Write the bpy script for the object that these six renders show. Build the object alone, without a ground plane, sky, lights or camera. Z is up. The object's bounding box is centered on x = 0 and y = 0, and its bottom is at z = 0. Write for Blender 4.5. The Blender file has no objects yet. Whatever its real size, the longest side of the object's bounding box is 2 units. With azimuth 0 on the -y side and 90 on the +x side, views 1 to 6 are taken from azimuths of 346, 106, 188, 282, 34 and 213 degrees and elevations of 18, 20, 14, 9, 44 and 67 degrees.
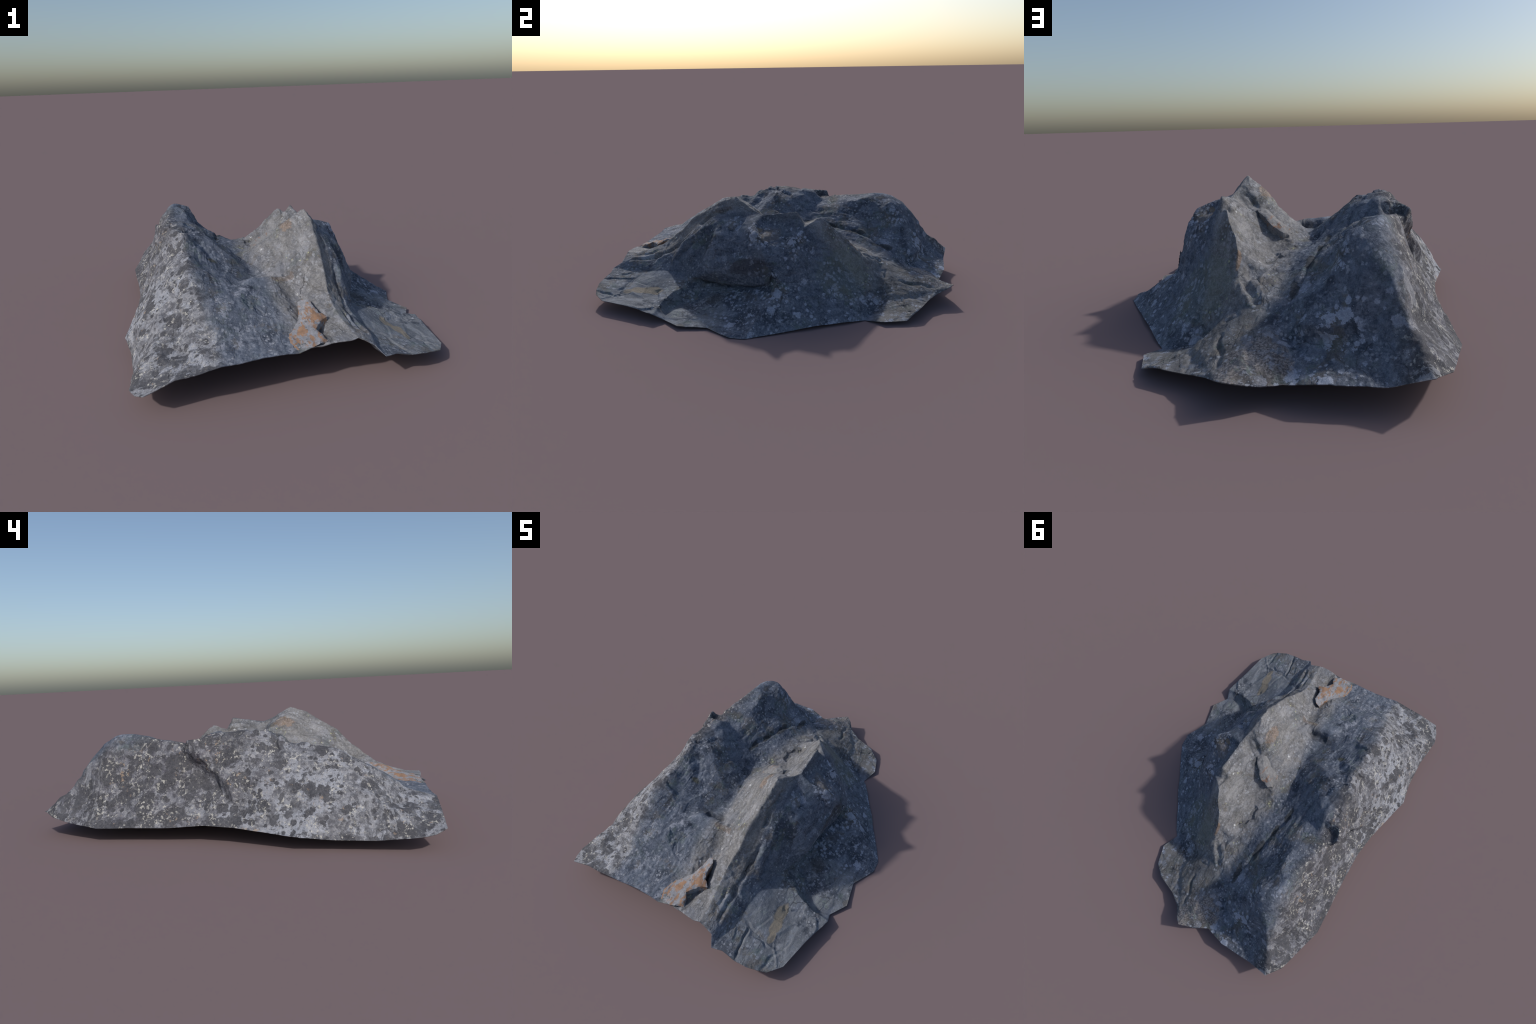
"""A weathered, lichen-covered rock outcrop: two parallel ridges with a gully between them,
a low apron on the east side, an overhung eastern block and a rust-stained loose flake.

The rock is modelled the way a terrain is surveyed: named break lines (rim, crests, gullies,
ledges) carry control points, a constrained triangulation joins them into facets, the facets
are refined to a fine skin, eased at the creases and roughened with foliated rock noise."""
import bpy, bmesh, math, random
import numpy as np
from mathutils import Vector, noise
from mathutils.geometry import delaunay_2d_cdt

random.seed(7)
SPACING = 0.0085          # spacing of the refined skin before subdivision

# ------------------------------------------------------------------ break lines (metres)
RIM_SOUTH = [(-.702, -.985, .105), (-.577, -.979, .147), (-.49, -.98, .157), (-.403, -.978, .173), (-.235, -.958, .173),
             (-.135, -.956, .173), (-.076, -.958, .168), (.008, -.94, .182), (.06, -.945, .183), (.121, -.952, .186),
             (.156, -.953, .188), (.19, -.944, .192), (.262, -.95, .145)]
RIM_APRON = [(.291, -.997, .114), (.345, -.979, .11), (.42, -.985, .096), (.485, -.979, .087), (.545, -.958, .081),
             (.578, -.942, .068), (.63, -.87, .062), (.658, -.70, .058), (.697, -.532, .046), (.679, -.472, .012),
             (.734, -.378, .02), (.70, -.226, .008), (.762, -.09, .004), (.756, -.01, .0)]
RIM_FACET = [(.675, .127, .006), (.55, .325, .015), (.429, .517, .006), (.403, .548, .0)]
RIM_NORTH = [(.434, .648, .02), (.397, .76, .02), (.32, .819, .052), (.203, .862, .058), (.126, .912, .072), (.086, .967, .092),
             (.05, .998, .104), (-.039, .965, .078), (-.108, .926, .068), (-.228, .957, .09), (-.415, .959, .09), (-.539, .973, .13)]
RIM_WEST = [(-.6, .891, .111), (-.629, .788, .093), (-.678, .612, .079), (-.671, .436, .081), (-.664, .253, .081), (-.663, .079, .094),
            (-.682, -.066, .09), (-.759, -.38, .072), (-.736, -.518, .056), (-.731, -.703, .054), (-.751, -.878, .076), (-.732, -.939, .086)]

LINES = {
    # east ridge
    "east_crest": [(.249, -.045, .50), (.225, -.135, .534), (.204, -.215, .584), (.207, -.30, .555), (.195, -.393, .497), (.186, -.485, .443), (.183, -.555, .37),
                   (.166, -.645, .305), (.167, -.712, .257), (.17, -.788, .222), (.185, -.875, .193), (.19, -.944, .192)],
    "wedge_crest": [(.249, -.045, .50), (.244, .145, .528)],
    "wedge_foot": [(.244, .145, .528), (.232, .185, .458), (.281, .186, .445)],
    "cleft": [(.225, -.085, .49), (.165, -.05, .438), (.121, -.031, .417)],
    "wedge_step": [(.232, .185, .458), (.184, .175, .452), (.19, .06, .472)],
    "spike": [(.281, .186, .445), (.196, .26, .491), (.177, .312, .45), (.144, .358, .402), (.123, .415, .348), (.119, .456, .297),
              (.09, .527, .243), (.032, .606, .194)],
    "facet_edge": [(.281, .186, .445), (.376, .152, .384), (.425, .138, .285), (.47, .117, .19), (.595, .06, .112), (.756, -.01, .0)],
    "facet_foot": [(.403, .548, .0), (.30, .60, .03), (.234, .614, .055), (.185, .575, .103), (.13, .566, .168), (.032, .606, .194)],
    # eastern block, its lip and the hollow below
    "shield_top": [(.204, -.215, .584), (.261, -.147, .498), (.342, -.069, .474), (.408, -.043, .45), (.455, .0, .375), (.478, .06, .30), (.47, .117, .19)],
    "shield_back": [(.345, -.045, .425), (.408, -.01, .402), (.438, .04, .348), (.428, .10, .322), (.376, .152, .384)],
    "shield_side": [(.455, .0, .375), (.468, -.08, .322), (.465, -.15, .285), (.45, -.28, .216), (.408, -.37, .165), (.375, -.44, .135)],
    "rib": [(.262, -.95, .145), (.274, -.88, .17), (.262, -.78, .174), (.255, -.694, .198), (.252, -.60, .245), (.29, -.51, .325), (.302, -.42, .388), (.297, -.30, .452), (.261, -.147, .498)],
    "groove": [(.25, -.20, .53), (.255, -.32, .485), (.245, -.45, .40), (.235, -.56, .285)],
    "foot": [(.291, -.997, .114), (.303, -.9, .112), (.316, -.75, .130), (.332, -.6, .150), (.36, -.48, .132)],
    "apron_step": [(.40, -.345, .085, .50, -.368), (.445, -.456, .104), (.50, -.50, .098), (.59, -.525, .074), (.697, -.532, .046)],
    "apron_step_base": [(.43, -.33, .06, .518, -.338), (.493, -.375, .034, .53, -.388), (.508, -.445, .03), (.53, -.475, .03), (.60, -.495, .022), (.679, -.472, .012)],
    # valley between the ridges
    "valley": [(-.12, -.33, .282), (-.09, -.22, .29), (-.12, -.05, .295), (-.13, .10, .303), (-.10, .22, .312), (-.085, .34, .296), (-.06, .48, .252), (-.02, .60, .197), (-.04, .70, .172)],
    "gully_mark": [(-.206, .178, .346), (-.184, .269, .336), (-.162, .403, .32), (-.14, .514, .282), (-.085, .664, .222)],
    "north_seam": [(-.04, .70, .172), (-.029, .749, .164), (.019, .871, .128), (.051, .952, .098), (.05, .998, .104)],
    # west ridge
    "west_crest": [(-.539, .973, .13), (-.516, .923, .172), (-.495, .877, .208), (-.481, .847, .235), (-.467, .815, .275), (-.441, .791, .33), (-.414, .75, .385), (-.40, .66, .465), (-.407, .608, .493),
                   (-.414, .526, .51), (-.445, .389, .485), (-.472, .30, .47), (-.478, .24, .464)],
    "west_summit": [(-.537, .178, .476), (-.522, .13, .484), (-.508, .06, .488), (-.469, -.046, .514), (-.437, -.187, .514), (-.425, -.29, .475), (-.425, -.38, .449), (-.449, -.535, .412), (-.41, -.70, .312), (-.39, -.84, .214), (-.403, -.978, .173)],
    "block_edge": [(-.42, .112, .495), (-.46, .108, .492), (-.495, .100, .488), (-.522, .13, .484), (-.537, .178, .476), (-.547, .165, .44, -.549, .15), (-.552, .12, .412, -.557, .105), (-.555, .08, .365, -.562, .06), (-.562, .03, .325, -.57, .015), (-.592, .0, .298, -.582, -.02), (-.622, -.045, .25, -.605, -.06)],
    "gully_bottom": [(-.478, .24, .464), (-.49, .215, .43, -.50, .215), (-.505, .20, .40, -.54, .203), (-.505, .175, .365, -.572, .178), (-.508, .105, .31, -.582, .12), (-.54, .03, .27, -.59, .06), (-.575, .01, .235, -.595, .01), (-.60, -.045, .19, -.605, -.045), (-.62, -.09, .155)],
    "horn_hollow": [(-.42, .112, .495), (-.435, .13, .437), (-.485, .125, .435), (-.512, .15, .44), (-.515, .19, .44), (-.475, .205, .442), (-.44, .175, .446)],
    "ledge": [(-.425, -.34, .44), (-.384, -.33, .413), (-.306, -.307, .391), (-.232, -.352, .335), (-.16, -.39, .285), (-.12, -.33, .282)],
    "ledge_back": [(-.425, -.295, .452), (-.356, -.276, .440), (-.327, -.25, .408), (-.303, -.231, .425), (-.275, -.165, .437)],
    "outlet_lip": [(-.316, -.50, .345), (-.214, -.448, .312), (-.139, -.469, .333), (-.06, -.46, .325), (.02, -.455, .315)],
    "ridge_contact": [(.02, -.455, .315), (.03, -.55, .243), (.03, -.64, .215), (.062, -.72, .18)],
    "inner_spur": [(-.437, -.187, .514), (-.418, -.20, .508), (-.368, -.153, .492), (-.324, -.117, .499), (-.292, -.14, .455), (-.275, -.165, .437), (-.20, -.215, .372), (-.13, -.245, .315), (-.09, -.22, .29)],
    "knoll_front": [(-.40, .66, .465), (-.349, .677, .458), (-.305, .655, .446), (-.30, .605, .472), (-.285, .555, .43), (-.262, .51, .385)],
    "north_lip": [(-.113, .722, .168), (-.16, .775, .20), (-.21, .80, .205), (-.30, .805, .215), (-.40, .79, .25)],
    "north_recess": [(-.12, .732, .128), (-.19, .772, .142, -.19, .815), (-.28, .795, .145, -.28, .83), (-.38, .83, .165, -.38, .845)],
    # lobe at the northern foot
    "lobe_edge": [(.13, .566, .168), (.16, .635, .13), (.209, .674, .10), (.19, .76, .095), (.12, .88, .087), (.086, .967, .092)],
    "lobe_step": [(.234, .614, .055), (.245, .68, .06), (.222, .751, .07), (.16, .85, .07)],
}
SHARP = ("east_crest", "wedge_crest", "wedge_foot", "wedge_step", "cleft", "spike", "facet_edge", "facet_foot", "shield_top", "shield_side", "rib", "foot",
         "apron_step", "apron_step_base", "north_seam", "block_edge", "gully_bottom", "ledge", "ledge_back", "horn_hollow", "inner_spur", "knoll_front", "north_lip", "lobe_edge", "lobe_step")
SPOTS = [
    # valley side of the east ridge
    (.023, -.204, .397), (-.075, -.112, .328), (.10, -.194, .508), (.169, .105, .438), (.121, -.031, .417), (-.025, .05, .318), (.095, -.12, .478), (.06, -.13, .445), (.125, -.145, .506), (.175, -.13, .526),
    (.014, .204, .292), (.03, -.39, .345), (.10, -.33, .435), (.04, .33, .282), (.095, .29, .335), (.0, .40, .278), (.02, .46, .272), (.07, .46, .25), (.115, .21, .362), (.06, .10, .312), (.04, .14, .285), (.078, .20, .305), (.15, -.10, .485),
    # eastern faces
    (.405, -.20, .365), (.402, -.31, .305), (.36, -.30, .395), (.352, -.40, .238), (.385, -.35, .282), (.385, -.388, .20), (.35, -.125, .445), (.335, -.44, .30), (.318, .355, .195), (.26, .385, .25), (.28, .44, .165), (.25, .51, .125), (.42, .25, .15), (.40, .38, .10),
    (.28, .05, .435), (.285, -.03, .445), (.30, .11, .41),
    # valley side of the west ridge
    (-.316, -.589, .329), (-.09, -.27, .287), (-.403, .055, .509), (-.36, .06, .475), (-.36, .605, .495), (-.23, -.29, .355), (-.39, .02, .505), (-.32, -.02, .465), (-.06, -.41, .288),
    (-.30, .12, .40), (-.34, .30, .445), (-.345, .45, .482), (-.30, .30, .425), (-.27, .38, .385), (-.165, -.02, .306), (-.115, -.17, .318), (-.185, -.075, .372), (-.212, -.03, .374), (-.19, .52, .295), (-.22, .585, .30),
    # south face
    (-.142, -.859, .187), (-.19, -.70, .255), (-.26, -.66, .31), (-.05, -.62, .26), (.105, -.80, .196), (.215, -.66, .24), (.10, -.70, .24), (.10, -.88, .188), (.065, -.80, .168), (.065, -.87, .166), (.02, -.80, .175), (-.30, -.86, .185),
    # west face
    (-.515, -.287, .395), (-.52, -.219, .385), (-.63, .07, .17), (-.657, .014, .123), (-.493, -.116, .468), (-.555, -.125, .375), (-.58, -.25, .325), (-.65, -.25, .195), (-.68, -.48, .195), (-.57, -.53, .298),
    (-.66, -.75, .18), (-.615, -.66, .235), (-.36, -.74, .287), (-.705, -.62, .14), (-.54, -.72, .23), (-.52, -.82, .178), (-.55, .39, .285), (-.487, .63, .405), (-.478, .71, .36), (-.525, .68, .295), (-.535, .60, .252), (-.60, .63, .155), (-.712, -.33, .104), (-.48, -.45, .402), (-.54, .73, .182), (-.585, .25, .205), (-.60, .50, .142), (-.55, -.90, .165),
    # north face
    (-.345, .755, .345), (-.16, .83, .108), (-.27, .875, .116), (-.40, .90, .124), (-.21, .69, .285),
    # apron and hollow
    (.474, -.6, .081), (.40, -.58, .125), (.39, -.68, .116), (.38, -.77, .112), (.45, -.75, .085), (.55, -.80, .072), (.58, -.60, .060), (.62, -.36, .025),
    (.489, -.262, .058), (.545, -.215, .062), (.60, -.20, .028), (.64, -.06, .03), (.40, -.85, .095), (.53, -.06, .085),
    # lobe
    (.33, .70, .04), (.10, .80, .116), (.09, .70, .148),
]
# the overhung seam: foot of the block, the crack running in under it, and the ground in front;
# each point carries its place in the unrolled plan after its position
OVERHANG = {
    "block_foot": [(.375, -.44, .135), (.365, -.36, .128, .43, -.365), (.39, -.27, .128, .478, -.28), (.414, -.156, .138, .485, -.16), (.432, -.084, .145, .488, -.08), (.455, .0, .162, .482, .02), (.47, .117, .19)],
    "crack": [(.375, -.44, .135), (.33, -.35, .108, .445, -.372), (.335, -.265, .108, .493, -.283), (.36, -.156, .115, .50, -.16), (.38, -.084, .125, .503, -.08), (.415, .0, .145, .495, .025), (.47, .117, .19)],
    "crack_ground": [(.375, -.44, .135), (.362, -.35, .100, .46, -.378), (.385, -.265, .10, .508, -.286), (.409, -.156, .11, .515, -.16), (.428, -.084, .118, .518, -.08), (.45, .0, .138, .508, .03), (.47, .117, .19)],
}
LINES.update(OVERHANG)
SHARP += tuple(OVERHANG)


# cracks, grooves and small ledges cut into the finished skin: (course, depth, width, side)
# side 0 is a groove; +1 / -1 drops only the ground left / right of the course, as a broken step
CARVES = [
    # apron: joints and a broken edge
    ([(.335, -.765, .112), (.387, -.799, .103), (.437, -.806, .09), (.478, -.81, .085), (.52, -.84, .08)], .012, .014, 0),
    ([(.387, -.799, .103), (.392, -.86, .098), (.418, -.985, .096)], .013, .011, 0),
    ([(.393, -.818, .099), (.45, -.83, .09), (.498, -.81, .08), (.60, -.80, .065)], .010, .03, 1),
    ([(.469, -.597, .084), (.50, -.60, .074), (.543, -.578, .069), (.579, -.574, .06), (.66, -.60, .055)], .010, .03, -1),
    ([(.55, -.95, .08), (.56, -.86, .075), (.60, -.74, .066)], .008, .012, 0),
    # outer flank of the east ridge: long grooves beside the crest
    ([(.248, -.225, .521), (.251, -.284, .505), (.243, -.342, .492), (.248, -.388, .449), (.249, -.43, .415)], .026, .020, 0),
    ([(.264, -.47, .36), (.258, -.542, .299), (.249, -.577, .266), (.245, -.664, .234), (.252, -.725, .199), (.249, -.79, .184), (.262, -.90, .165)], .026, .020, 0),
    ([(.222, -.40, .47), (.215, -.52, .395), (.21, -.64, .30), (.215, -.76, .215), (.225, -.88, .185)], .016, .016, 0),
    ([(.295, -.36, .42), (.315, -.47, .31), (.325, -.58, .20)], .022, .022, 0),
    ([(.325, -.26, .43), (.36, -.36, .32), (.355, -.47, .20)], .010, .016, 0),
    ([(.362, -.229, .40), (.405, -.259, .341), (.44, -.247, .268)], .009, .014, 0),
    ([(.30, -.14, .475), (.33, -.17, .44), (.335, -.22, .425)], .012, .02, 0),
    ([(.39, -.10, .42), (.43, -.08, .37), (.455, -.09, .32)], .008, .016, 0),
    # inner slab of the east ridge: fractures, a pit and the ledge above the gully
    ([(.20, .274, .475), (.188, .178, .45), (.189, .032, .47), (.17, -.04, .445)], .010, .03, -1),
    ([(.131, .272, .384), (.109, .176, .348), (.092, .114, .33)], .009, .03, 1),
    ([(.108, .484, .273), (.071, .517, .242), (.019, .598, .205)], .020, .022, 0),
    ([(.006, .188, .292), (.018, .225, .288)], .014, .018, 0),
    ([(.039, .346, .309), (-.02, .257, .297), (.007, .188, .29)], .012, .03, 1),
    ([(.055, -.30, .41), (.035, -.37, .36), (.025, -.445, .325)], .014, .022, 0),
    ([(.015, -.44, .32), (.045, -.455, .318)], .018, .02, 0),
    ([(.19, -.10, .515), (.155, -.085, .475), (.13, -.05, .44)], .015, .022, 0),
    # valley: the dark seam at the foot of the west ridge, the hollow behind the outlet
    ([(-.215, .10, .355), (-.206, .178, .352), (-.184, .269, .345), (-.162, .403, .32), (-.14, .514, .282), (-.085, .664, .222), (-.04, .72, .17)], .014, .020, 0),
    ([(-.02, -.405, .30), (-.09, -.41, .30), (-.15, -.415, .30)], .022, .035, 0),
    ([(-.351, .242, .436), (-.40, .231, .443), (-.454, .212, .452)], .010, .012, 0),
    # west ridge: breaks across the crest, ledges on the inner side
    ([(-.36, -.026, .485), (-.35, -.078, .496), (-.411, -.133, .506), (-.47, -.17, .485)], .014, .03, 1),
    ([(-.52, .02, .45), (-.47, .03, .50), (-.41, .02, .505), (-.36, .05, .475)], .012, .03, -1),
    ([(-.50, -.26, .42), (-.44, -.25, .485), (-.40, -.22, .49)], .012, .035, 1),
    ([(-.44, -.42, .43), (-.38, -.44, .39), (-.31, -.43, .365)], .012, .03, 1),
    ([(-.25, -.13, .42), (-.22, -.09, .385), (-.19, -.02, .34), (-.20, .06, .345)], .014, .03, 1),
    ([(-.31, .02, .45), (-.28, .10, .40), (-.27, .20, .40)], .012, .03, 1),
    ([(-.30, .40, .42), (-.25, .46, .37), (-.20, .50, .31)], .010, .03, -1),
    # faces of the west and north walls
    ([(-.699, -.596, .143), (-.714, -.616, .107), (-.718, -.62, .085)], .012, .012, 0),
    ([(-.56, -.33, .33), (-.60, -.40, .28), (-.66, -.42, .21)], .007, .02, 0),
    ([(-.50, -.70, .26), (-.56, -.80, .20), (-.60, -.90, .16)], .010, .02, 0),
    ([(-.36, .70, .43), (-.33, .735, .35), (-.31, .765, .28)], .010, .02, 0),
    ([(-.24, .68, .38), (-.21, .72, .30), (-.19, .755, .24)], .010, .018, 0),
    # lobe
    ([(.345, .795, .046), (.332, .757, .04), (.275, .74, .057), (.232, .724, .069)], .009, .010, 0),
    ([(.129, .70, .13), (.129, .751, .12), (.10, .825, .114), (.102, .901, .094)], .014, .016, 0),
    ([(.122, .562, .186), (.084, .622, .168), (.139, .629, .142)], .010, .014, 0),
    ([(.249, .463, .181), (.16, .502, .214)], .008, .012, 0),
]


def build_net():
    """Joins all break lines into one constrained triangulation over the plan."""
    pos, plan, edges, index = [], [], [], {}

    def add(p, uv=None):
        if len(p) == 5:                     # a point under an overhang: its place in the unrolled plan follows
            p, uv = p[:3], p[3:]
        k = (round(p[0], 4), round(p[1], 4), round(p[2], 4))
        if k not in index:
            index[k] = len(pos)
            pos.append(p)
            plan.append(uv or (p[0], p[1]))
        return index[k]

    sharp = []
    rim = [add(p) for p in RIM_SOUTH + RIM_APRON + RIM_FACET + RIM_NORTH + RIM_WEST]
    edges += list(zip(rim, rim[1:] + rim[:1]))
    for name, line in LINES.items():
        ids = [add(p) for p in line]
        if name in SHARP:
            sharp.append([plan[i] for i in ids])
        edges += list(zip(ids, ids[1:]))
    for p in SPOTS:
        add(p)
    out = delaunay_2d_cdt([Vector(p) for p in plan], edges, [list(range(len(rim)))], 1, 1e-5)
    verts, faces, origin = out[0], out[2], out[3]
    P = np.zeros((len(verts), 3))
    U = np.array([tuple(v) for v in verts])
    for i, o in enumerate(origin):
        if o:
            P[i] = pos[o[0]]
    for i, o in enumerate(origin):          # crossings of two lines: height from the surroundings
        if not o:
            d = ((np.array(plan) - U[i]) ** 2).sum(1)
            j = np.argsort(d)[:2]
            print("crossing near", U[i], [pos[q] for q in j])
            P[i] = (U[i][0], U[i][1], np.mean([pos[q][2] for q in j]))
    return U, P, [tuple(f) for f in faces], np.array([plan[i] for i in rim]), sharp


def inside(poly, pts):
    x, y = pts[:, 0], pts[:, 1]
    res = np.zeros(len(pts), bool)
    a, b = poly, np.roll(poly, -1, 0)
    for (x0, y0), (x1, y1) in zip(a, b):
        cond = (y0 > y) != (y1 > y)
        with np.errstate(divide="ignore", invalid="ignore"):
            res ^= cond & (x < (x1 - x0) * (y - y0) / (y1 - y0) + x0)
    return res


def rim_distance(poly, pts):
    best = np.full(len(pts), 9.0)
    for a, b in zip(poly, np.roll(poly, -1, 0)):
        d = b - a
        t = np.clip(((pts - a) @ d) / (d @ d), 0, 1)
        best = np.minimum(best, np.linalg.norm(pts - a - t[:, None] * d, axis=1))
    return best


def refine(U, P, faces, rim, sharp):
    """Fine, even skin over the net: every fine point takes its place from the facet it lies in."""
    rng = np.random.default_rng(3)
    outline = []
    for a, b in zip(rim, np.roll(rim, -1, 0)):
        n = max(1, int(round(np.linalg.norm(b - a) / SPACING)))
        outline += [a + (b - a) * k / n for k in range(n)]
    outline = np.array(outline)
    xs = np.arange(-.80, .80, SPACING)
    ys = np.arange(-1.02, 1.02, SPACING * .866)
    g = np.array([(x + (SPACING / 2 if j % 2 else 0), y) for j, y in enumerate(ys) for x in xs])
    g += rng.uniform(-.18, .18, g.shape) * SPACING
    g = g[inside(rim, g)]
    g = g[rim_distance(rim, g) > SPACING * .55]
    n = len(outline)
    seeds, links = [], [(i, (i + 1) % n) for i in range(n)]
    for line in sharp:
        line = [np.array(p) for p in line]
        for a, b in zip(line, line[1:]):
            k = max(1, int(round(np.linalg.norm(b - a) / SPACING)))
            first = n + len(seeds)
            seeds += [a + (b - a) * i / k for i in range(k + 1)]
            links += [(first + i, first + i + 1) for i in range(k)]
    seeds = np.array(seeds)
    cells = {}
    for q in seeds:
        cells.setdefault((int(q[0] // SPACING), int(q[1] // SPACING)), []).append(q)
    keep = []
    for q in g:
        cx, cy = int(q[0] // SPACING), int(q[1] // SPACING)
        near = [t for i in (-1, 0, 1) for j in (-1, 0, 1) for t in cells.get((cx + i, cy + j), ())]
        keep.append(all((t[0] - q[0]) ** 2 + (t[1] - q[1]) ** 2 > (SPACING * .5) ** 2 for t in near))
    pts = np.vstack([outline, seeds, g[np.array(keep)]])
    out = delaunay_2d_cdt([Vector(p) for p in pts], links, [list(range(n))], 1, 1e-5)
    uv = np.array([tuple(v) for v in out[0]])
    tri = np.array([f for f in out[2] if len(f) == 3])
    pos = np.full((len(uv), 3), np.nan)
    worst = np.full(len(uv), -9.0)
    for f in faces:
        a, b, c = U[list(f)]
        lo, hi = np.minimum(np.minimum(a, b), c) - 1e-3, np.maximum(np.maximum(a, b), c) + 1e-3
        sel = np.where(((uv >= lo) & (uv <= hi)).all(1))[0]
        if not len(sel):
            continue
        M = np.array([b - a, c - a]).T
        if abs(np.linalg.det(M)) < 1e-12:
            continue
        st = (uv[sel] - a) @ np.linalg.inv(M).T
        w = np.column_stack([1 - st.sum(1), st])
        m = w.min(1)
        ok = m > worst[sel]
        s = sel[ok]
        worst[s] = m[ok]
        w = np.clip(w[ok], 0, 1)
        w /= w.sum(1)[:, None]
        pos[s] = w @ P[list(f)]
    on_rim = np.array([any(i < n for i in o) for o in out[3]])
    crease = np.array([any(n <= i < n + len(seeds) for i in o) for o in out[3]])
    return uv, pos, tri, on_rim, crease


def neighbours(tri, n):
    e = np.vstack([tri[:, [0, 1]], tri[:, [1, 2]], tri[:, [2, 0]]])
    e = np.unique(np.sort(e, 1), axis=0)
    return e


def ease(pos, edges, fixed, rounds, k):
    n = len(pos)
    deg = np.bincount(edges.ravel(), minlength=n)[:, None].astype(float)
    for _ in range(rounds):
        s = np.zeros_like(pos)
        np.add.at(s, edges[:, 0], pos[edges[:, 1]])
        np.add.at(s, edges[:, 1], pos[edges[:, 0]])
        pos = pos + (k * ~fixed)[:, None] * (s / deg - pos)
    return pos


def normals(pos, tri):
    fn = np.cross(pos[tri[:, 1]] - pos[tri[:, 0]], pos[tri[:, 2]] - pos[tri[:, 0]])
    vn = np.zeros_like(pos)
    for k in range(3):
        np.add.at(vn, tri[:, k], fn)
    return vn / np.maximum(np.linalg.norm(vn, axis=1), 1e-12)[:, None]


def split_once(pos, tri):
    """One level of 1-to-4 subdivision."""
    e = np.vstack([tri[:, [0, 1]], tri[:, [1, 2]], tri[:, [2, 0]]])
    e = np.sort(e, 1)
    ue, inv = np.unique(e, axis=0, return_inverse=True)
    inv = inv.ravel()
    mid = (pos[ue[:, 0]] + pos[ue[:, 1]]) / 2
    n, m = len(pos), len(tri)
    ab, bc, ca = n + inv[:m], n + inv[m:2 * m], n + inv[2 * m:]
    a, b, c = tri.T
    t = np.vstack([np.column_stack(x) for x in ((a, ab, ca), (ab, b, bc), (ca, bc, c), (ab, bc, ca))])
    cnt = np.bincount(inv, minlength=len(ue))
    return np.vstack([pos, mid]), t, np.concatenate([np.zeros(n, bool), cnt == 1])


def chips(v, amount):
    """Broken facets: every cell of a Voronoi pattern is its own slightly tilted plane."""
    d, c = noise.voronoi(v)
    tilt = noise.noise_vector(c[0] * 3.7)
    edge = min(1.0, (d[1] - d[0]) * 9.0)
    return amount * (tilt.dot(v - c[0]) * 1.6 + .35 * tilt.x) * edge


def rock_relief(p):
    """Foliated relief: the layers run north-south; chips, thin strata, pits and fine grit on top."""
    v = Vector(p)
    warp = noise.noise_vector(v * 6.0) * .05
    w = v + warp
    s = Vector((w.x, w.y * .5, w.z))
    h = .0055 * noise.fractal(s * 6.0, 1.0, 2.1, 3)
    h += chips(s * 9.0, .0090)
    rough = max(.25, min(1.3, .75 + 1.3 * noise.noise(v * 4.0 + Vector((9, 4, 1)))))
    if p[0] > .3 and p[2] < .15:
        rough *= .5
    h += rough * chips(s * 24.0 + Vector((5, 2, 9)), .0052)
    t = Vector((w.x * 1.3 + w.z * .9, w.y * .16, w.z * 1.1 - w.x * .5))
    layer = abs(noise.noise(t * 30.0))
    h -= .0030 * rough * max(0.0, 1.0 - layer * 9.0) * max(0.0, min(1.0, 2.2 * noise.noise(v * 5.0)))
    h += .0017 * rough * noise.fractal(v * 60.0, .8, 2.2, 3)
    return h


def carve(pos, nrm):
    """Cuts the cracks, grooves and ledges of CARVES into the skin along its own normals."""
    drop = np.zeros(len(pos))
    for k, (course, depth, width, side) in enumerate(CARVES):
        c = np.array(course)
        lo, hi = c.min(0) - 2.5 * width, c.max(0) + 2.5 * width
        sel = np.where(((pos >= lo) & (pos <= hi)).all(1))[0]
        if not len(sel):
            continue
        p = pos[sel]
        p = p + np.array([tuple(noise.noise_vector(Vector(q) * 28 + Vector((k, 0, 0)))) for q in p]) * width * .45
        best, along, sgn = np.full(len(sel), 9.0), np.zeros(len(sel)), np.zeros(len(sel))
        n = len(c) - 1
        for i in range(n):
            a, d = c[i], c[i + 1] - c[i]
            t = np.clip(((p - a) @ d) / (d @ d), 0, 1)
            r = p - a - t[:, None] * d
            dist = np.linalg.norm(r, axis=1)
            m = dist < best
            best[m] = dist[m]
            along[m] = (i + t[m]) / n
            sgn[m] = np.sign((d[0] * r[:, 1] - d[1] * r[:, 0])[m])
        fade = np.clip(np.minimum(along, 1 - along) * 6, 0, 1) ** .5
        if side:
            w = np.where(sgn == side, np.clip(1 - best / (2.2 * width), 0, 1), np.clip(1 - best / (.4 * width), 0, 1))
        else:
            w = np.clip(1 - (best / width), 0, 1) ** 1.2
        drop[sel] = np.maximum(drop[sel], depth * w * fade)
    return pos - nrm * drop[:, None]


def make_mesh(name, verts, faces):
    me = bpy.data.meshes.new(name)
    me.from_pydata([tuple(v) for v in verts], [], [tuple(int(i) for i in f) for f in faces])
    me.update()
    return me


def put(name, me, parent, mat):
    ob = bpy.data.objects.new(name, me)
    bpy.context.scene.collection.objects.link(ob)
    ob.parent = parent
    me.materials.append(mat)
    return ob


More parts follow.
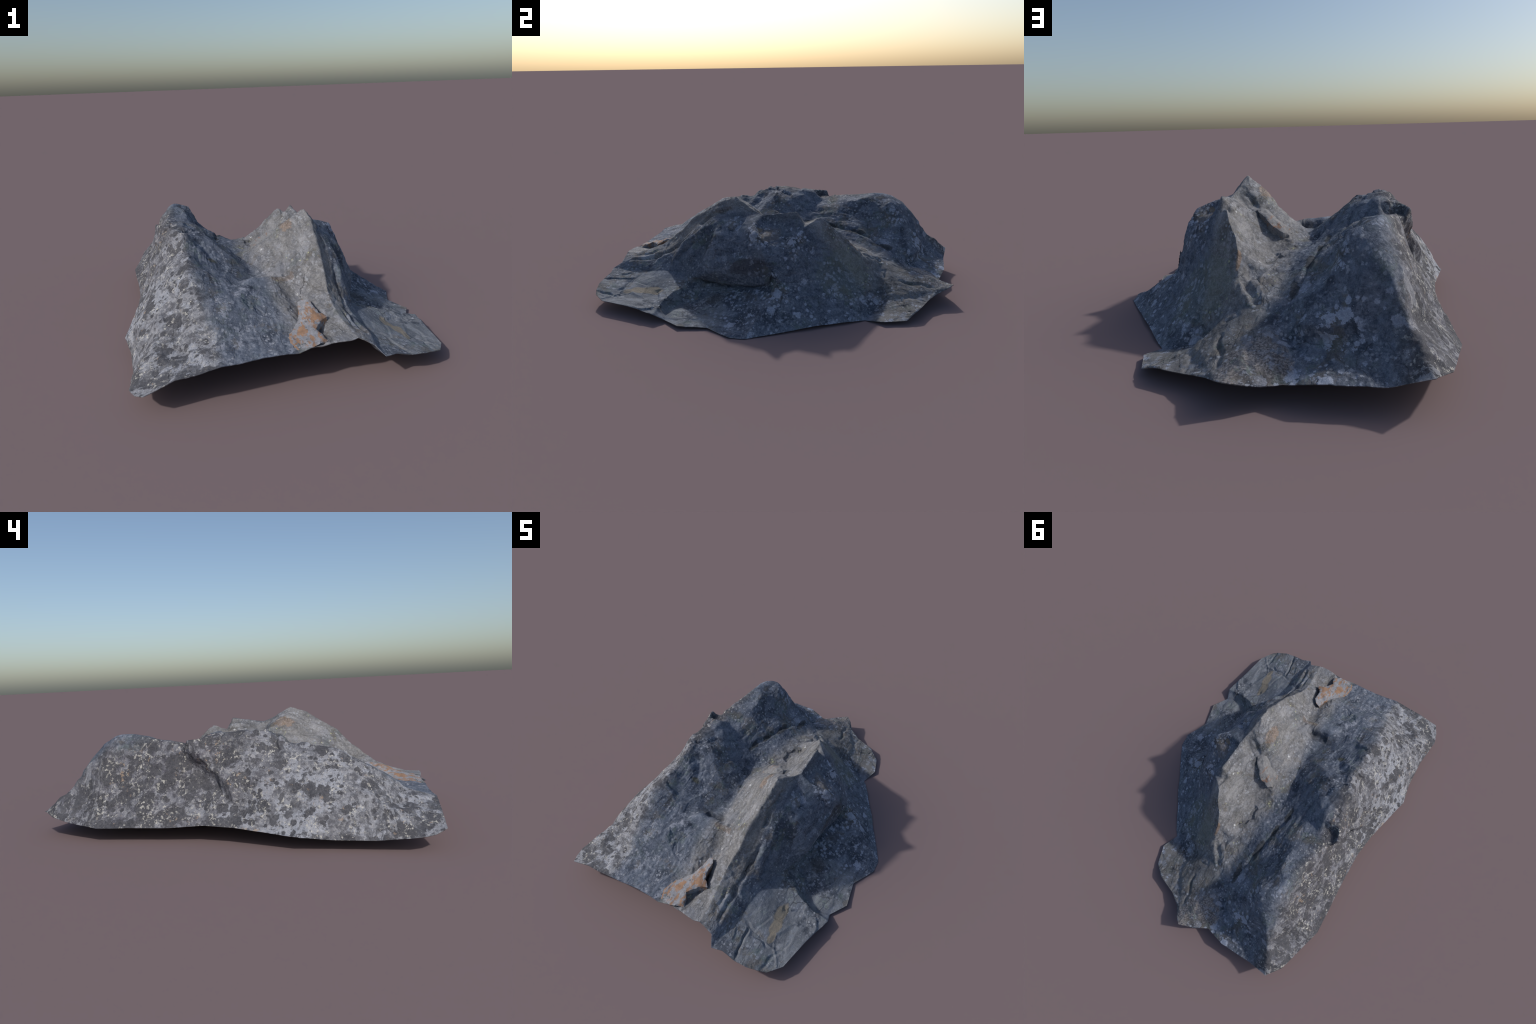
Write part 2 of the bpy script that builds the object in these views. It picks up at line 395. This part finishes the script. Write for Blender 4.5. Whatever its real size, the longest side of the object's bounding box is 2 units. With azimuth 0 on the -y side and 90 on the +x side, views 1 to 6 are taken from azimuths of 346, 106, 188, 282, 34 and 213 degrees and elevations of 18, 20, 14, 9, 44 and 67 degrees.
# ------------------------------------------------------------------ materials
class Nodes:
    """Short hand for building a node tree."""

    def __init__(self, name):
        self.mat = bpy.data.materials.new(name)
        self.mat.use_nodes = True
        self.t = self.mat.node_tree
        self.bsdf = self.t.nodes["Principled BSDF"]
        self.co = self.t.nodes.new("ShaderNodeTexCoord").outputs["Object"]

    def new(self, kind, **kw):
        n = self.t.nodes.new(kind)
        for k, v in kw.items():
            setattr(n, k, v)
        return n

    def plug(self, sock, v):
        if isinstance(v, bpy.types.NodeSocket):
            self.t.links.new(v, sock)
        elif v is not None:
            sock.default_value = v if not isinstance(v, tuple) or len(v) != 3 or sock.type != "RGBA" else (*v, 1)

    def math(self, op, a, b=None, clamp=False):
        n = self.new("ShaderNodeMath", operation=op, use_clamp=clamp)
        self.plug(n.inputs[0], a)
        self.plug(n.inputs[1], b)
        return n.outputs[0]

    def vmath(self, op, a, b):
        n = self.new("ShaderNodeVectorMath", operation=op)
        self.plug(n.inputs[0], a)
        if op == "SCALE":
            self.plug(n.inputs["Scale"], b)
        else:
            self.plug(n.inputs[1], b)
        return n.outputs[1] if op in ("DISTANCE", "DOT_PRODUCT", "LENGTH") else n.outputs[0]

    def noise(self, scale, detail=4, rough=.55, vec=None, colour=False, distort=0):
        key = (scale, detail, rough, vec, colour)
        if not hasattr(self, "made"):
            self.made = {}
        if key not in self.made:
            self.made[key] = self._noise(scale, detail, rough, vec, colour, distort)
        return self.made[key]

    def _noise(self, scale, detail, rough, vec, colour, distort):
        n = self.new("ShaderNodeTexNoise")
        self.plug(n.inputs["Vector"], vec or self.co)
        n.inputs["Scale"].default_value = scale
        n.inputs["Detail"].default_value = detail
        n.inputs["Roughness"].default_value = rough
        n.inputs["Distortion"].default_value = distort
        return n.outputs["Color" if colour else "Fac"]

    def cells(self, scale, vec=None, feature="F1"):
        n = self.new("ShaderNodeTexVoronoi", feature=feature)
        self.plug(n.inputs["Vector"], vec or self.co)
        n.inputs["Scale"].default_value = scale
        return n.outputs

    def step(self, v, lo, hi, a=0.0, b=1.0):
        n = self.new("ShaderNodeMapRange", interpolation_type="SMOOTHSTEP")
        self.plug(n.inputs["Value"], v)
        for k, x in zip(("From Min", "From Max", "To Min", "To Max"), (lo, hi, a, b)):
            self.plug(n.inputs[k], x)
        return n.outputs[0]

    def mix(self, f, a, b, blend="MIX"):
        n = self.new("ShaderNodeMix", data_type="RGBA", blend_type=blend)
        self.plug(n.inputs[0], f)
        self.plug(n.inputs[6], a)
        self.plug(n.inputs[7], b)
        return n.outputs[2]

    def mul(self, *a):
        r = a[0]
        for x in a[1:]:
            r = self.math("MULTIPLY", r, x)
        return r

    def warped(self, scale, amount, vec=None):
        """Coordinates shaken by noise, so that patches get ragged edges."""
        c = self.noise(scale, 4, .6, vec, colour=True)
        c = self.vmath("SUBTRACT", c, (.5, .5, .5))
        return self.vmath("ADD", vec or self.co, self.vmath("SCALE", c, amount))

    def spots(self, scale, share, size, soft=.06, ragged=.35, seed=0.0, grain=5.0):
        """Rounded lichen thalli: some cells of a Voronoi pattern hold a ragged disc of varied size."""
        v = self.vmath("ADD", self.warped(scale * grain, ragged / scale), (seed, seed * .7, -seed))
        o = self.cells(scale, v)
        rnd = self.new("ShaderNodeSeparateColor")
        self.plug(rnd.inputs[0], o["Color"])
        on = self.math("LESS_THAN", rnd.outputs[0], share)
        r = self.math("MULTIPLY", self.math("ADD", rnd.outputs[1], .35), size)
        inside_disc = self.step(self.math("SUBTRACT", r, o["Distance"]), -soft, soft)
        return self.math("MULTIPLY", on, inside_disc)

    def ball(self, centre, radius, stretch=(1, 1, 1), wobble=.95, scale=26.0):
        """A ragged patch round a place on the rock."""
        d = self.vmath("SUBTRACT", self.co, centre)
        d = self.vmath("MULTIPLY", d, tuple(1 / (radius * s) for s in stretch))
        l = self.vmath("LENGTH", d, None)
        l = self.math("ADD", l, self.math("MULTIPLY", self.math("SUBTRACT", self.noise(scale, 5, .7), .5), wobble * 2))
        return self.step(l, 1.05, .8)

    def finish(self, colour, rough, bumps):
        self.plug(self.bsdf.inputs["Base Color"], colour)
        self.plug(self.bsdf.inputs["Roughness"], rough)
        self.bsdf.inputs["Specular IOR Level"].default_value = .3
        prev = None
        for height, dist, strength in bumps:
            b = self.new("ShaderNodeBump")
            b.inputs["Distance"].default_value = dist
            b.inputs["Strength"].default_value = strength
            self.plug(b.inputs["Height"], height)
            if prev:
                self.plug(b.inputs["Normal"], prev)
            prev = b.outputs[0]
        self.plug(self.bsdf.inputs["Normal"], prev)
        return self.mat


def rock_material():
    n = Nodes("lichened_schist")
    xyz = n.new("ShaderNodeSeparateXYZ")
    n.plug(xyz.inputs[0], n.co)
    x, y, z = xyz.outputs
    stretch = n.vmath("MULTIPLY", n.co, (1.0, .45, 1.0))
    mid = n.noise(16, 6, .68, stretch)
    grit = n.noise(95, 5, .72)
    speck = n.noise(260, 3, .7)
    broad = n.noise(6, 5, .62)
    wob = n.math("SUBTRACT", n.noise(7, 5, .6), .5)

    def shift(v, amount):
        return n.math("ADD", v, n.math("MULTIPLY", wob, amount))

    # --- bare rock: grey schist, darkened and blued for skylit shade; neutral buff inner slab
    blue = n.mix(n.step(mid, .30, .70), (.056, .069, .091), (.128, .146, .172))
    blue = n.mix(n.step(broad, .48, .66, 0, .6), blue, (.150, .160, .180))
    blue = n.mix(n.mul(n.step(n.noise(11, 5, .6), .52, .70), .6), blue, (.098, .120, .112))
    base = n.mix(n.step(grit, .40, .68, 0, .6), blue, (.20, .212, .236))
    base = n.mix(n.step(grit, .42, .30, 0, .55), base, (.045, .05, .06))
    tan = n.mix(n.step(mid, .28, .74), (.126, .121, .114), (.206, .202, .198))
    tan = n.mix(n.mul(n.step(broad, .50, .62), .55), tan, (.238, .238, .246))
    tan = n.mix(n.step(grit, .42, .68, 0, .6), tan, (.285, .284, .286))
    tan = n.mix(n.step(grit, .40, .30, 0, .5), tan, (.085, .08, .072))
    slab = n.mul(n.step(shift(x, .09), -.12, -.03), n.step(shift(x, .04), .275, .225), n.step(shift(y, .2), .66, .52))
    col = n.mix(slab, base, tan)
    # brown lobe at the northern foot, sandy patch beside it
    lobe = n.mul(n.step(shift(y, .10), .56, .64), n.step(shift(x, .06), -.06, .02))
    brown = n.mix(n.step(mid, .3, .72), (.092, .087, .080), (.180, .173, .162))
    brown = n.mix(n.step(grit, .42, .68, 0, .5), brown, (.23, .225, .215))
    col = n.mix(lobe, col, brown)
    sand = n.mix(n.step(n.noise(120, 4, .75), .40, .62), (.085, .078, .075), (.25, .228, .21))
    col = n.mix(n.ball((-.02, .90, .09), .15, (.75, 1.1, 1)), col, sand)
    # smooth paler apron with greenish crust
    apron = n.mul(n.step(shift(x, .06), .27, .33), n.step(z, .15, .11), n.step(shift(y, .1), -.12, -.22))
    flat = n.mix(n.step(mid, .3, .7), (.128, .136, .145), (.196, .203, .208))
    flat = n.mix(n.mul(n.step(n.noise(9, 5, .65), .54, .66), n.step(n.noise(70, 4, .7), .47, .60)), flat, (.225, .25, .215))
    flat = n.mix(n.step(grit, .42, .30, 0, .4), flat, (.07, .075, .08))
    col = n.mix(apron, col, flat)

    # --- patchiness: dark wet-looking blotches, pale veils, buff and green stains, streaks along the layers
    streak = n.noise(1.0, 5, .65, n.vmath("MULTIPLY", n.warped(3.5, .12), (34, 5, 30)))
    unslab = n.math("SUBTRACT", 1.0, n.mul(slab, .6))
    col = n.mix(n.mul(n.step(n.noise(5.2, 7, .70), .53, .60), unslab, .75), col, (.040, .048, .064))
    col = n.mix(n.mul(n.step(n.noise(8.3, 7, .74), .545, .60), unslab, .6), col, (.165, .180, .208))
    col = n.mix(n.mul(n.step(n.noise(7.1, 6, .70), .56, .62), unslab, .5), col, (.105, .135, .112))
    col = n.mix(n.mul(n.step(n.noise(6.7, 7, .72), .545, .61), .55), col, (.128, .110, .088))
    col = n.mix(n.mul(n.step(n.noise(9.9, 7, .74), .55, .60), slab, .6), col, (.255, .258, .270))
    col = n.mix(n.step(streak, .30, .72), n.mix(1.0, col, (.70, .71, .74), "MULTIPLY"), n.mix(1.0, col, (1.22, 1.22, 1.22), "MULTIPLY"))

    # --- crusts that grow on the eastern and northern sides: pale bluish discs in clusters
    west = n.step(n.math("ADD", shift(x, .16), n.math("MULTIPLY", y, .035)), -.385, -.455)
    cluster = n.step(n.noise(6.5, 5, .66), .44, .52)
    pale = n.mix(n.step(grit, .35, .65), (.29, .315, .365), (.39, .41, .455))
    discs = n.math("MAXIMUM", n.spots(20, .46, .44, .04, .75), n.spots(48, .46, .44, .06, .75, seed=3.1))
    east = n.math("MAXIMUM", n.mul(n.step(x, .20, .30), n.step(y, -.30, -.12)), n.mul(n.step(y, .50, .66), n.step(x, .0, -.12)))
    col = n.mix(n.mul(discs, cluster, east, .78), col, pale)
    col = n.mix(n.mul(n.spots(70, .30, .42, .08, .6, seed=8.0), n.step(n.noise(6, 3, .6), .42, .56), .85), col, (.28, .288, .30))
    col = n.mix(n.mul(n.step(n.noise(48, 6, .72), .555, .60), n.step(n.noise(5, 4, .6), .44, .60), n.math("SUBTRACT", 1.0, slab), .7), col, (.255, .265, .285))
    # flecks on the southern face
    south = n.mul(n.step(shift(y, .3), -.38, -.5), n.step(x, .02, -.06))
    col = n.mix(n.mul(n.step(n.noise(34, 6, .70), .53, .58), n.step(n.noise(8, 4, .65), .44, .58), south, .85), col, (.27, .278, .30))
    # white and sulphur-yellow dots on the inner slab
    col = n.mix(n.mul(n.spots(44, .045, .22, .05, .3, seed=1.7), slab), col, (.48, .48, .47))
    col = n.mix(n.mul(n.spots(70, .20, .34, .06, .6, seed=6.4), n.step(n.noise(7, 3, .6), .52, .64), slab), col, (.36, .36, .22))

    # --- west wall: dense mosaic of pale, cream and charcoal crusts, darker towards the north
    southern = n.step(n.math("ADD", shift(y, .7), n.math("MULTIPLY", z, 1.0)), .55, -.15)
    g_n = n.mix(n.step(n.noise(26, 6, .72), .38, .62), (.066, .064, .077), (.170, .170, .186))
    g_s = n.mix(n.step(n.noise(22, 6, .72), .38, .62), (.105, .106, .117), (.250, .256, .274))
    g = n.mix(southern, g_n, g_s)
    plate = n.math("MAXIMUM", n.spots(9.5, .55, .60, .04, .6, seed=2.2, grain=4.0), n.spots(21, .55, .52, .05, .55, seed=4.4))
    plate = n.mul(plate, n.math("ADD", n.math("MULTIPLY", southern, .74), .22))
    g = n.mix(plate, g, n.mix(n.step(n.noise(45, 4, .6), .3, .7), (.225, .236, .262), (.320, .330, .355)))
    mottle = n.step(n.noise(46, 6, .74), .545, .585)
    g = n.mix(n.mul(mottle, .85), g, (.285, .284, .288))
    g = n.mix(n.mul(n.step(n.noise(58, 6, .74), .45, .41), .75), g, (.085, .085, .096))
    rate = n.math("ADD", n.math("MULTIPLY", southern, .055), .505)
    dark = n.math("MAXIMUM", n.spots(14, .42, .56, .04, .6, seed=7.7, grain=4.0), n.spots(36, .36, .50, .05, .6, seed=9.1))
    dark = n.mul(dark, n.step(n.noise(5, 3, .6), .34, .46))
    dark = n.math("MAXIMUM", dark, n.mul(n.step(n.noise(11, 6, .68), n.math("SUBTRACT", rate, .018), n.math("ADD", rate, .018)), .92))
    g = n.mix(n.mul(dark, .93), g, n.mix(n.step(grit, .3, .7), (.040, .040, .046), (.082, .082, .089)))
    cream = n.mul(n.step(n.noise(62, 5, .72), .555, .59), n.step(n.noise(12, 5, .66), .47, .58))
    g = n.mix(n.mul(cream, .9), g, (.43, .415, .37))
    ochre = n.mul(n.step(n.noise(40, 5, .7), .58, .63), n.step(n.noise(7, 4, .6), .54, .64))
    g = n.mix(n.mul(ochre, .75), g, (.33, .245, .17))
    runs = n.noise(1.0, 5, .66, n.vmath("MULTIPLY", n.warped(4, .10), (10, 26, 5)))
    ends = n.math("MAXIMUM", n.step(shift(y, .25), -.52, -.75), n.step(shift(y, .25), .50, .75))
    g = n.mix(n.mul(n.step(runs, .53, .58), ends, .75), g, (.075, .076, .084))
    g = n.mix(n.mul(n.step(runs, .44, .40), ends, .6), g, (.29, .295, .31))
    col = n.mix(west, col, g)

    # --- single stains and marks
    rust = n.mix(n.step(grit, .35, .65), (.18, .115, .07), (.31, .215, .145))
    for c, r, st, k in (((.112, -.19, .498), .045, (.7, 1.4, 1), .5), ((.118, .43, .32), .03, (.35, 1.8, 1.6), .7), ((.02, -.47, .315), .05, (1.6, .4, .5), .25)):
        col = n.mix(n.mul(n.ball(c, r, st, .9, 45), k), col, rust)
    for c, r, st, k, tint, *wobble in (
        ((.476, -.640, .08), .040, (.75, 1.6, 2), .9, (.225, .190, .140), .45),    # tan wedge on the apron
        ((.491, -.712, .08), .036, (.75, 1.7, 2), .9, (.225, .190, .140), .45),
        ((.503, -.775, .08), .024, (.7, 1.8, 3), .85, (.225, .190, .140), .45),
        ((-.206, .16, .35), .026, (.7, 2.0, 1.2), .75, (.022, .022, .02)),      # black line in the valley seam
        ((-.182, .275, .34), .026, (.7, 2.4, 1.2), .75, (.022, .022, .02)),
        ((-.155, .42, .31), .026, (.8, 2.6, 1.4), .75, (.024, .024, .022)),
        ((-.11, .59, .25), .026, (.9, 2.6, 1.6), .7, (.026, .027, .026)),
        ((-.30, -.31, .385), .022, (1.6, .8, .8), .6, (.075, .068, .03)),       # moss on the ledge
        ((-.09, -.41, .30), .045, (2.0, .7, 1), .6, (.045, .048, .055)),  # shadow of the hollow behind the outlet, painted dark
        ((.13, -.02, .42), .025, (.8, 1.3, 1), .6, (.05, .05, .05)),
        ((.25, -.40, .47), .035, (.6, 1.2, 1), .5, (.16, .125, .09)),
        ((.335, -.06, .425), .03, (1, 1, 1), .7, (.22, .165, .10)),
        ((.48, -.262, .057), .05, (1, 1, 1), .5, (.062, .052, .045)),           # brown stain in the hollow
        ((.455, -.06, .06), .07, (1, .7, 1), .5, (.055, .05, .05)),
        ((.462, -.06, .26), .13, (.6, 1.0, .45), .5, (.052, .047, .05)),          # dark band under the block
        ((.26, .42, .20), .17, (1, 1, .9), .35, (.135, .155, .125)),            # green bloom on the flat facet
        ((.355, .02, .43), .06, (1, 1, 1), .45, (.155, .125, .10)),
        ((.33, .72, .04), .09, (1, 1.2, 1), .5, (.165, .155, .14)),
        ((.235, -.80, .205), .045, (.7, 1.3, 1), .7, (.29, .305, .335)),        # pale block on the nose
        ((-.47, -.05, .47), .10, (1, .9, 1), .5, (.062, .063, .070)),
        ((-.02, -.40, .34), .06, (1, 1, 1), .4, (.28, .285, .30)),
        ((.13, .20, .42), .07, (.5, 1.2, 1), .45, (.30, .295, .295)),
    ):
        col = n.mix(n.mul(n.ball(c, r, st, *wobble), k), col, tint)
    # fine mineral grain over everything; a few cracks along the foliation
    col = n.mix(n.step(speck, .30, .72), n.mix(1.0, col, (.86, .86, .87), "MULTIPLY"), n.mix(1.0, col, (1.28, 1.27, 1.25), "MULTIPLY"))
    col = n.mix(n.math("SUBTRACT", 1.0, n.math("MAXIMUM", n.mul(slab, .5), n.mul(west, .5))), col, n.mix(1.0, col, (.935, .975, 1.065), "MULTIPLY"))
    crack = n.cells(5.0, n.vmath("MULTIPLY", n.warped(7, .10), (1.5, .30, 1.3)), "DISTANCE_TO_EDGE")["Distance"]
    line = n.mul(n.step(crack, .009, .002), n.step(n.noise(4.2, 3, .6), .50, .58))
    seam = n.cells(13.0, n.vmath("MULTIPLY", n.warped(12, .06), (1.4, .22, 1.5)), "DISTANCE_TO_EDGE")["Distance"]
    seam = n.mul(n.step(seam, .05, .01), n.step(n.noise(6.3, 4, .6), .50, .62), n.math("SUBTRACT", 1.0, west))
    line = n.math("MAXIMUM", line, n.mul(seam, .6))
    col = n.mix(n.mul(line, .6), col, (.035, .036, .04))
    height = n.math("ADD", n.math("MULTIPLY", grit, .6), n.math("MULTIPLY", mid, .8))
    height = n.math("SUBTRACT", height, line)
    return n.finish(col, n.step(grit, .2, .8, .95, .78), ((n.noise(34, 6, .7, stretch), .009, .45), (height, .006, .5), (speck, .002, .4)))


def rust_material(name, pale, rust, amount):
    n = Nodes(name)
    mid = n.noise(20, 6, .65)
    grit = n.noise(90, 5, .7)
    c = n.mix(n.step(grit, .34, .68), tuple(v * .72 for v in pale), pale)
    r = n.mix(n.step(mid, .3, .7), tuple(v * .6 for v in rust), rust)
    along = n.vmath("MULTIPLY", n.warped(24, .025), (1.7, .55, 1.7))
    c = n.mix(n.step(n.noise(55, 5, .7), .44, .36), c, tuple(v * .5 for v in pale))
    c = n.mix(n.mul(n.step(n.noise(17, 6, .70, along), 1 - amount, 1 - amount + .08), .8), c, r)
    c = n.mix(n.mul(n.step(n.noise(40, 5, .7), .60, .66), .7), c, (.10, .095, .095))
    return n.finish(c, .88, ((mid, .008, .5), (grit, .004, .5)))


# ------------------------------------------------------------------ loose pieces
def flake(name, outline, ridge, depth, spacing, mat, parent, seed):
    """A broken slab: a surveyed top face, roughened, with a steep ragged edge going down into the rock."""
    plan = [Vector(p[:2]) for p in outline + ridge]
    n = len(outline)
    rng = np.random.default_rng(seed)
    ring = []
    for i in range(n):
        a, b = np.array(outline[i]), np.array(outline[(i + 1) % n])
        k = max(1, int(np.linalg.norm(b - a) / spacing))
        ring += [a + (b - a) * j / k for j in range(k)]
    coarse = delaunay_2d_cdt(plan, [], [list(range(n))], 1, 1e-6)
    src = np.array([(outline + ridge)[o[0]] for o in coarse[3]])
    ring = np.array(ring)
    m = len(ring)
    lo, hi = ring[:, :2].min(0), ring[:, :2].max(0)
    g = np.array([(u, v) for u in np.arange(lo[0], hi[0], spacing) for v in np.arange(lo[1], hi[1], spacing)])
    g = g + rng.uniform(-.2, .2, g.shape) * spacing
    g = g[inside(ring[:, :2], g)]
    g = g[rim_distance(ring[:, :2], g) > spacing * .5]
    out = delaunay_2d_cdt([Vector(p) for p in np.vstack([ring[:, :2], g])], [(i, (i + 1) % m) for i in range(m)], [list(range(m))], 1, 1e-7)
    uv = np.array([tuple(v) for v in out[0]])
    z = np.zeros(len(uv))
    z[:] = np.nan
    for f in coarse[2]:
        a, b, c = (src[i] for i in f)
        M = np.array([b[:2] - a[:2], c[:2] - a[:2]]).T
        st = (uv - a[:2]) @ np.linalg.inv(M).T
        w = np.column_stack([1 - st.sum(1), st])
        s = w.min(1) > -1e-3
        z[s] = w[s] @ np.array([a[2], b[2], c[2]])
    for i in np.where(np.isnan(z))[0]:
        z[i] = ring[np.argmin(((ring[:, :2] - uv[i]) ** 2).sum(1)), 2]
    top = np.column_stack([uv, z])
    for i in range(len(top)):
        v = Vector(top[i])
        top[i, 2] += .004 * noise.fractal(v * 22, 1, 2, 3) + chips(v * 34, .006)
    for i in range(m):
        top[i, :2] += np.array(noise.noise_vector(Vector(top[i]) * 55)[:2]) * .004
        top[i, 2] -= .003
    verts, faces = [tuple(v) for v in top], [tuple(f) for f in out[2]]
    mean = ring[:, :2].mean(0)
    rows = [list(range(m))]
    for r in range(1, 5):
        t = r / 4
        rows.append(list(range(len(verts), len(verts) + m)))
        for i in range(m):
            v = top[i].copy()
            v[2] -= depth * t * min(1.0, .18 + 6.0 * max(0.0, v[1] + .945))
            wob = noise.noise_vector(Vector(v) * 40) * .004
            v[:2] += (mean - v[:2]) * .10 * t
            verts.append((v[0] + wob.x, v[1] + wob.y, v[2] + wob.z * .5))
    for a, b in zip(rows, rows[1:]):
        faces += [(a[i], b[i], b[(i + 1) % m], a[(i + 1) % m]) for i in range(m)]
    faces.append(tuple(rows[-1][::-1]))
    bm = bmesh.new()
    vs = [bm.verts.new(v) for v in verts]
    for f in faces:
        try:
            bm.faces.new([vs[i] for i in f])
        except ValueError:
            pass
    bmesh.ops.recalc_face_normals(bm, faces=bm.faces)
    me = bpy.data.meshes.new(name)
    bm.to_mesh(me)
    bm.free()
    me.shade_smooth()
    me.set_sharp_from_angle(angle=math.radians(42))
    return put(name, me, parent, mat)


# ------------------------------------------------------------------ assembly
REGIONS = (
    ("apron", [p[:2] for p in RIM_APRON] + [(.53, .05), (.508, .03), (.518, -.08), (.515, -.16), (.508, -.286), (.46, -.378), (.375, -.44), (.36, -.48), (.335, -.6), (.318, -.75), (.303, -.9)]),
    ("northern_lobe", [p[:2] for p in RIM_NORTH[:7]] + [(.019, .871), (-.029, .749), (-.04, .70), (.0, .61), (.13, .566), (.234, .614), (.403, .548)]),
    ("west_ridge", [(-.9, -1.1), (-.37, -1.1), (-.36, -.70), (-.26, -.40), (-.15, -.05), (-.16, .25), (-.10, .50), (-.06, .70), (-.03, 1.1), (-.9, 1.1)]),
    ("valley", [(-.37, -1.1), (.15, -1.1), (.06, -.70), (.03, -.45), (-.02, -.15), (-.03, .10), (-.01, .35), (.01, .61), (-.04, .70), (-.06, .70), (-.10, .50), (-.16, .25), (-.15, -.05), (-.26, -.40), (-.36, -.70)]),
)


def build():
    U, P, faces, rim, sharp = build_net()
    uv, pos, tri, on_rim, crease = refine(U, P, faces, rim, sharp)
    edges = neighbours(tri, len(pos))
    pos = ease(pos, edges, on_rim | crease, 4, .5)
    pos = ease(pos, edges, on_rim, 1, np.where(crease, .25, .4))
    if normals(pos, tri)[:, 2].sum() < 0:
        tri = tri[:, ::-1]
    both = np.column_stack([pos, uv])
    both, tri, new_rim = split_once(both, tri)
    pos, uv = both[:, :3], both[:, 3:]
    on_rim = np.concatenate([on_rim, new_rim[len(on_rim):]])
    crease = np.concatenate([crease, np.zeros(len(pos) - len(crease), bool)])
    edges = neighbours(tri, len(pos))
    pos = ease(pos, edges, on_rim, 2, np.where(crease, .15, .45))
    nrm = normals(pos, tri)
    pos = np.where(on_rim[:, None], pos, carve(pos, nrm))
    nrm = normals(pos, tri)
    h = np.array([rock_relief(p) for p in pos])
    pos = pos + nrm * h[:, None] * np.where(on_rim, .4, 1.0)[:, None]
    pos[:, 2] = np.maximum(pos[:, 2], 0)
    nrm = normals(pos, tri)

    root = bpy.data.objects.new("rock_outcrop", None)
    bpy.context.scene.collection.objects.link(root)
    root["label"] = "twin-ridged grey rock outcrop with pale and dark lichen patches"
    root["category"] = "rock"
    mat = rock_material()

    # one continuous skin, shared out to its regions; border vertices and normals coincide
    cen = uv[tri].mean(1)
    label = np.full(len(tri), len(REGIONS))
    for i, (_, poly) in reversed(list(enumerate(REGIONS))):
        label[inside(np.array(poly), cen)] = i
    for i, name in enumerate([r[0] for r in REGIONS] + ["east_ridge"]):
        sel = tri[label == i]
        used, inv = np.unique(sel, return_inverse=True)
        me = make_mesh(name, pos[used], inv.reshape(-1, 3))
        me.shade_smooth()
        me.normals_split_custom_set_from_vertices([tuple(v) for v in nrm[used]])
        put(name, me, root, mat)

    # hollow underside: the same skin a little inside, closing on the rim
    d = rim_distance(rim, uv)
    t = np.minimum(.028, .003 + d * .35)
    low = ease(pos, edges, on_rim, 12, .5)
    low = low - normals(low, tri) * t[:, None]
    low[:, 2] = np.maximum(low[:, 2], 0.0005)
    count = {}
    for f in tri:
        for a, b in ((f[0], f[1]), (f[1], f[2]), (f[2], f[0])):
            k = (min(a, b), max(a, b))
            count[k] = None if k in count else (a, b)
    border = [e for e in count.values() if e]
    m = len(pos)
    ring = {int(v): m + i for i, v in enumerate(sorted({int(q) for e in border for q in e}))}
    extra = np.array([pos[v] for v in ring])
    shell = [tuple(f[::-1]) for f in tri] + [(ring[int(b)], ring[int(a)], int(a), int(b)) for a, b in border]
    me = make_mesh("underside", np.vstack([low, extra]), shell)
    me.shade_smooth()
    put("underside", me, root, mat)

    flake("stained_flake",
          [(-.07, -.947, .172), (-.095, -.90, .180), (-.083, -.824, .187), (-.045, -.785, .197), (-.006, -.735, .212), (.014, -.69, .232), (.026, -.634, .25), (.048, -.636, .262), (.069, -.664, .272),
           (.075, -.72, .258), (.085, -.752, .246), (.115, -.777, .229), (.075, -.80, .224), (.034, -.853, .214), (.05, -.88, .203), (.066, -.915, .186), (.02, -.938, .187), (-.03, -.945, .18)],
          [(.02, -.72, .244), (-.02, -.82, .207), (.0, -.90, .193), (.045, -.75, .245)], .06, .007,
          rust_material("rust_stained_stone", (.285, .292, .320), (.34, .18, .085), .53), root, 4)
    flake("quartz_flake",
          [(.128, -.045, .438), (.110, -.012, .432), (.083, .012, .415), (.071, .034, .402), (.047, .051, .385), (.02, .05, .368), (-.005, .066, .356), (-.028, .047, .338), (-.022, .012, .342), (-.036, -.004, .338),
           (-.03, -.03, .345), (-.03, -.07, .350), (.0, -.075, .36), (.025, -.10, .385), (.066, -.085, .415), (.10, -.075, .44)],
          [(.06, -.01, .418), (.02, .02, .39), (-.01, .04, .362), (.03, -.05, .388)], .07, .006,
          rust_material("pale_stained_stone", (.245, .245, .252), (.29, .15, .085), .46), root, 9)


build()
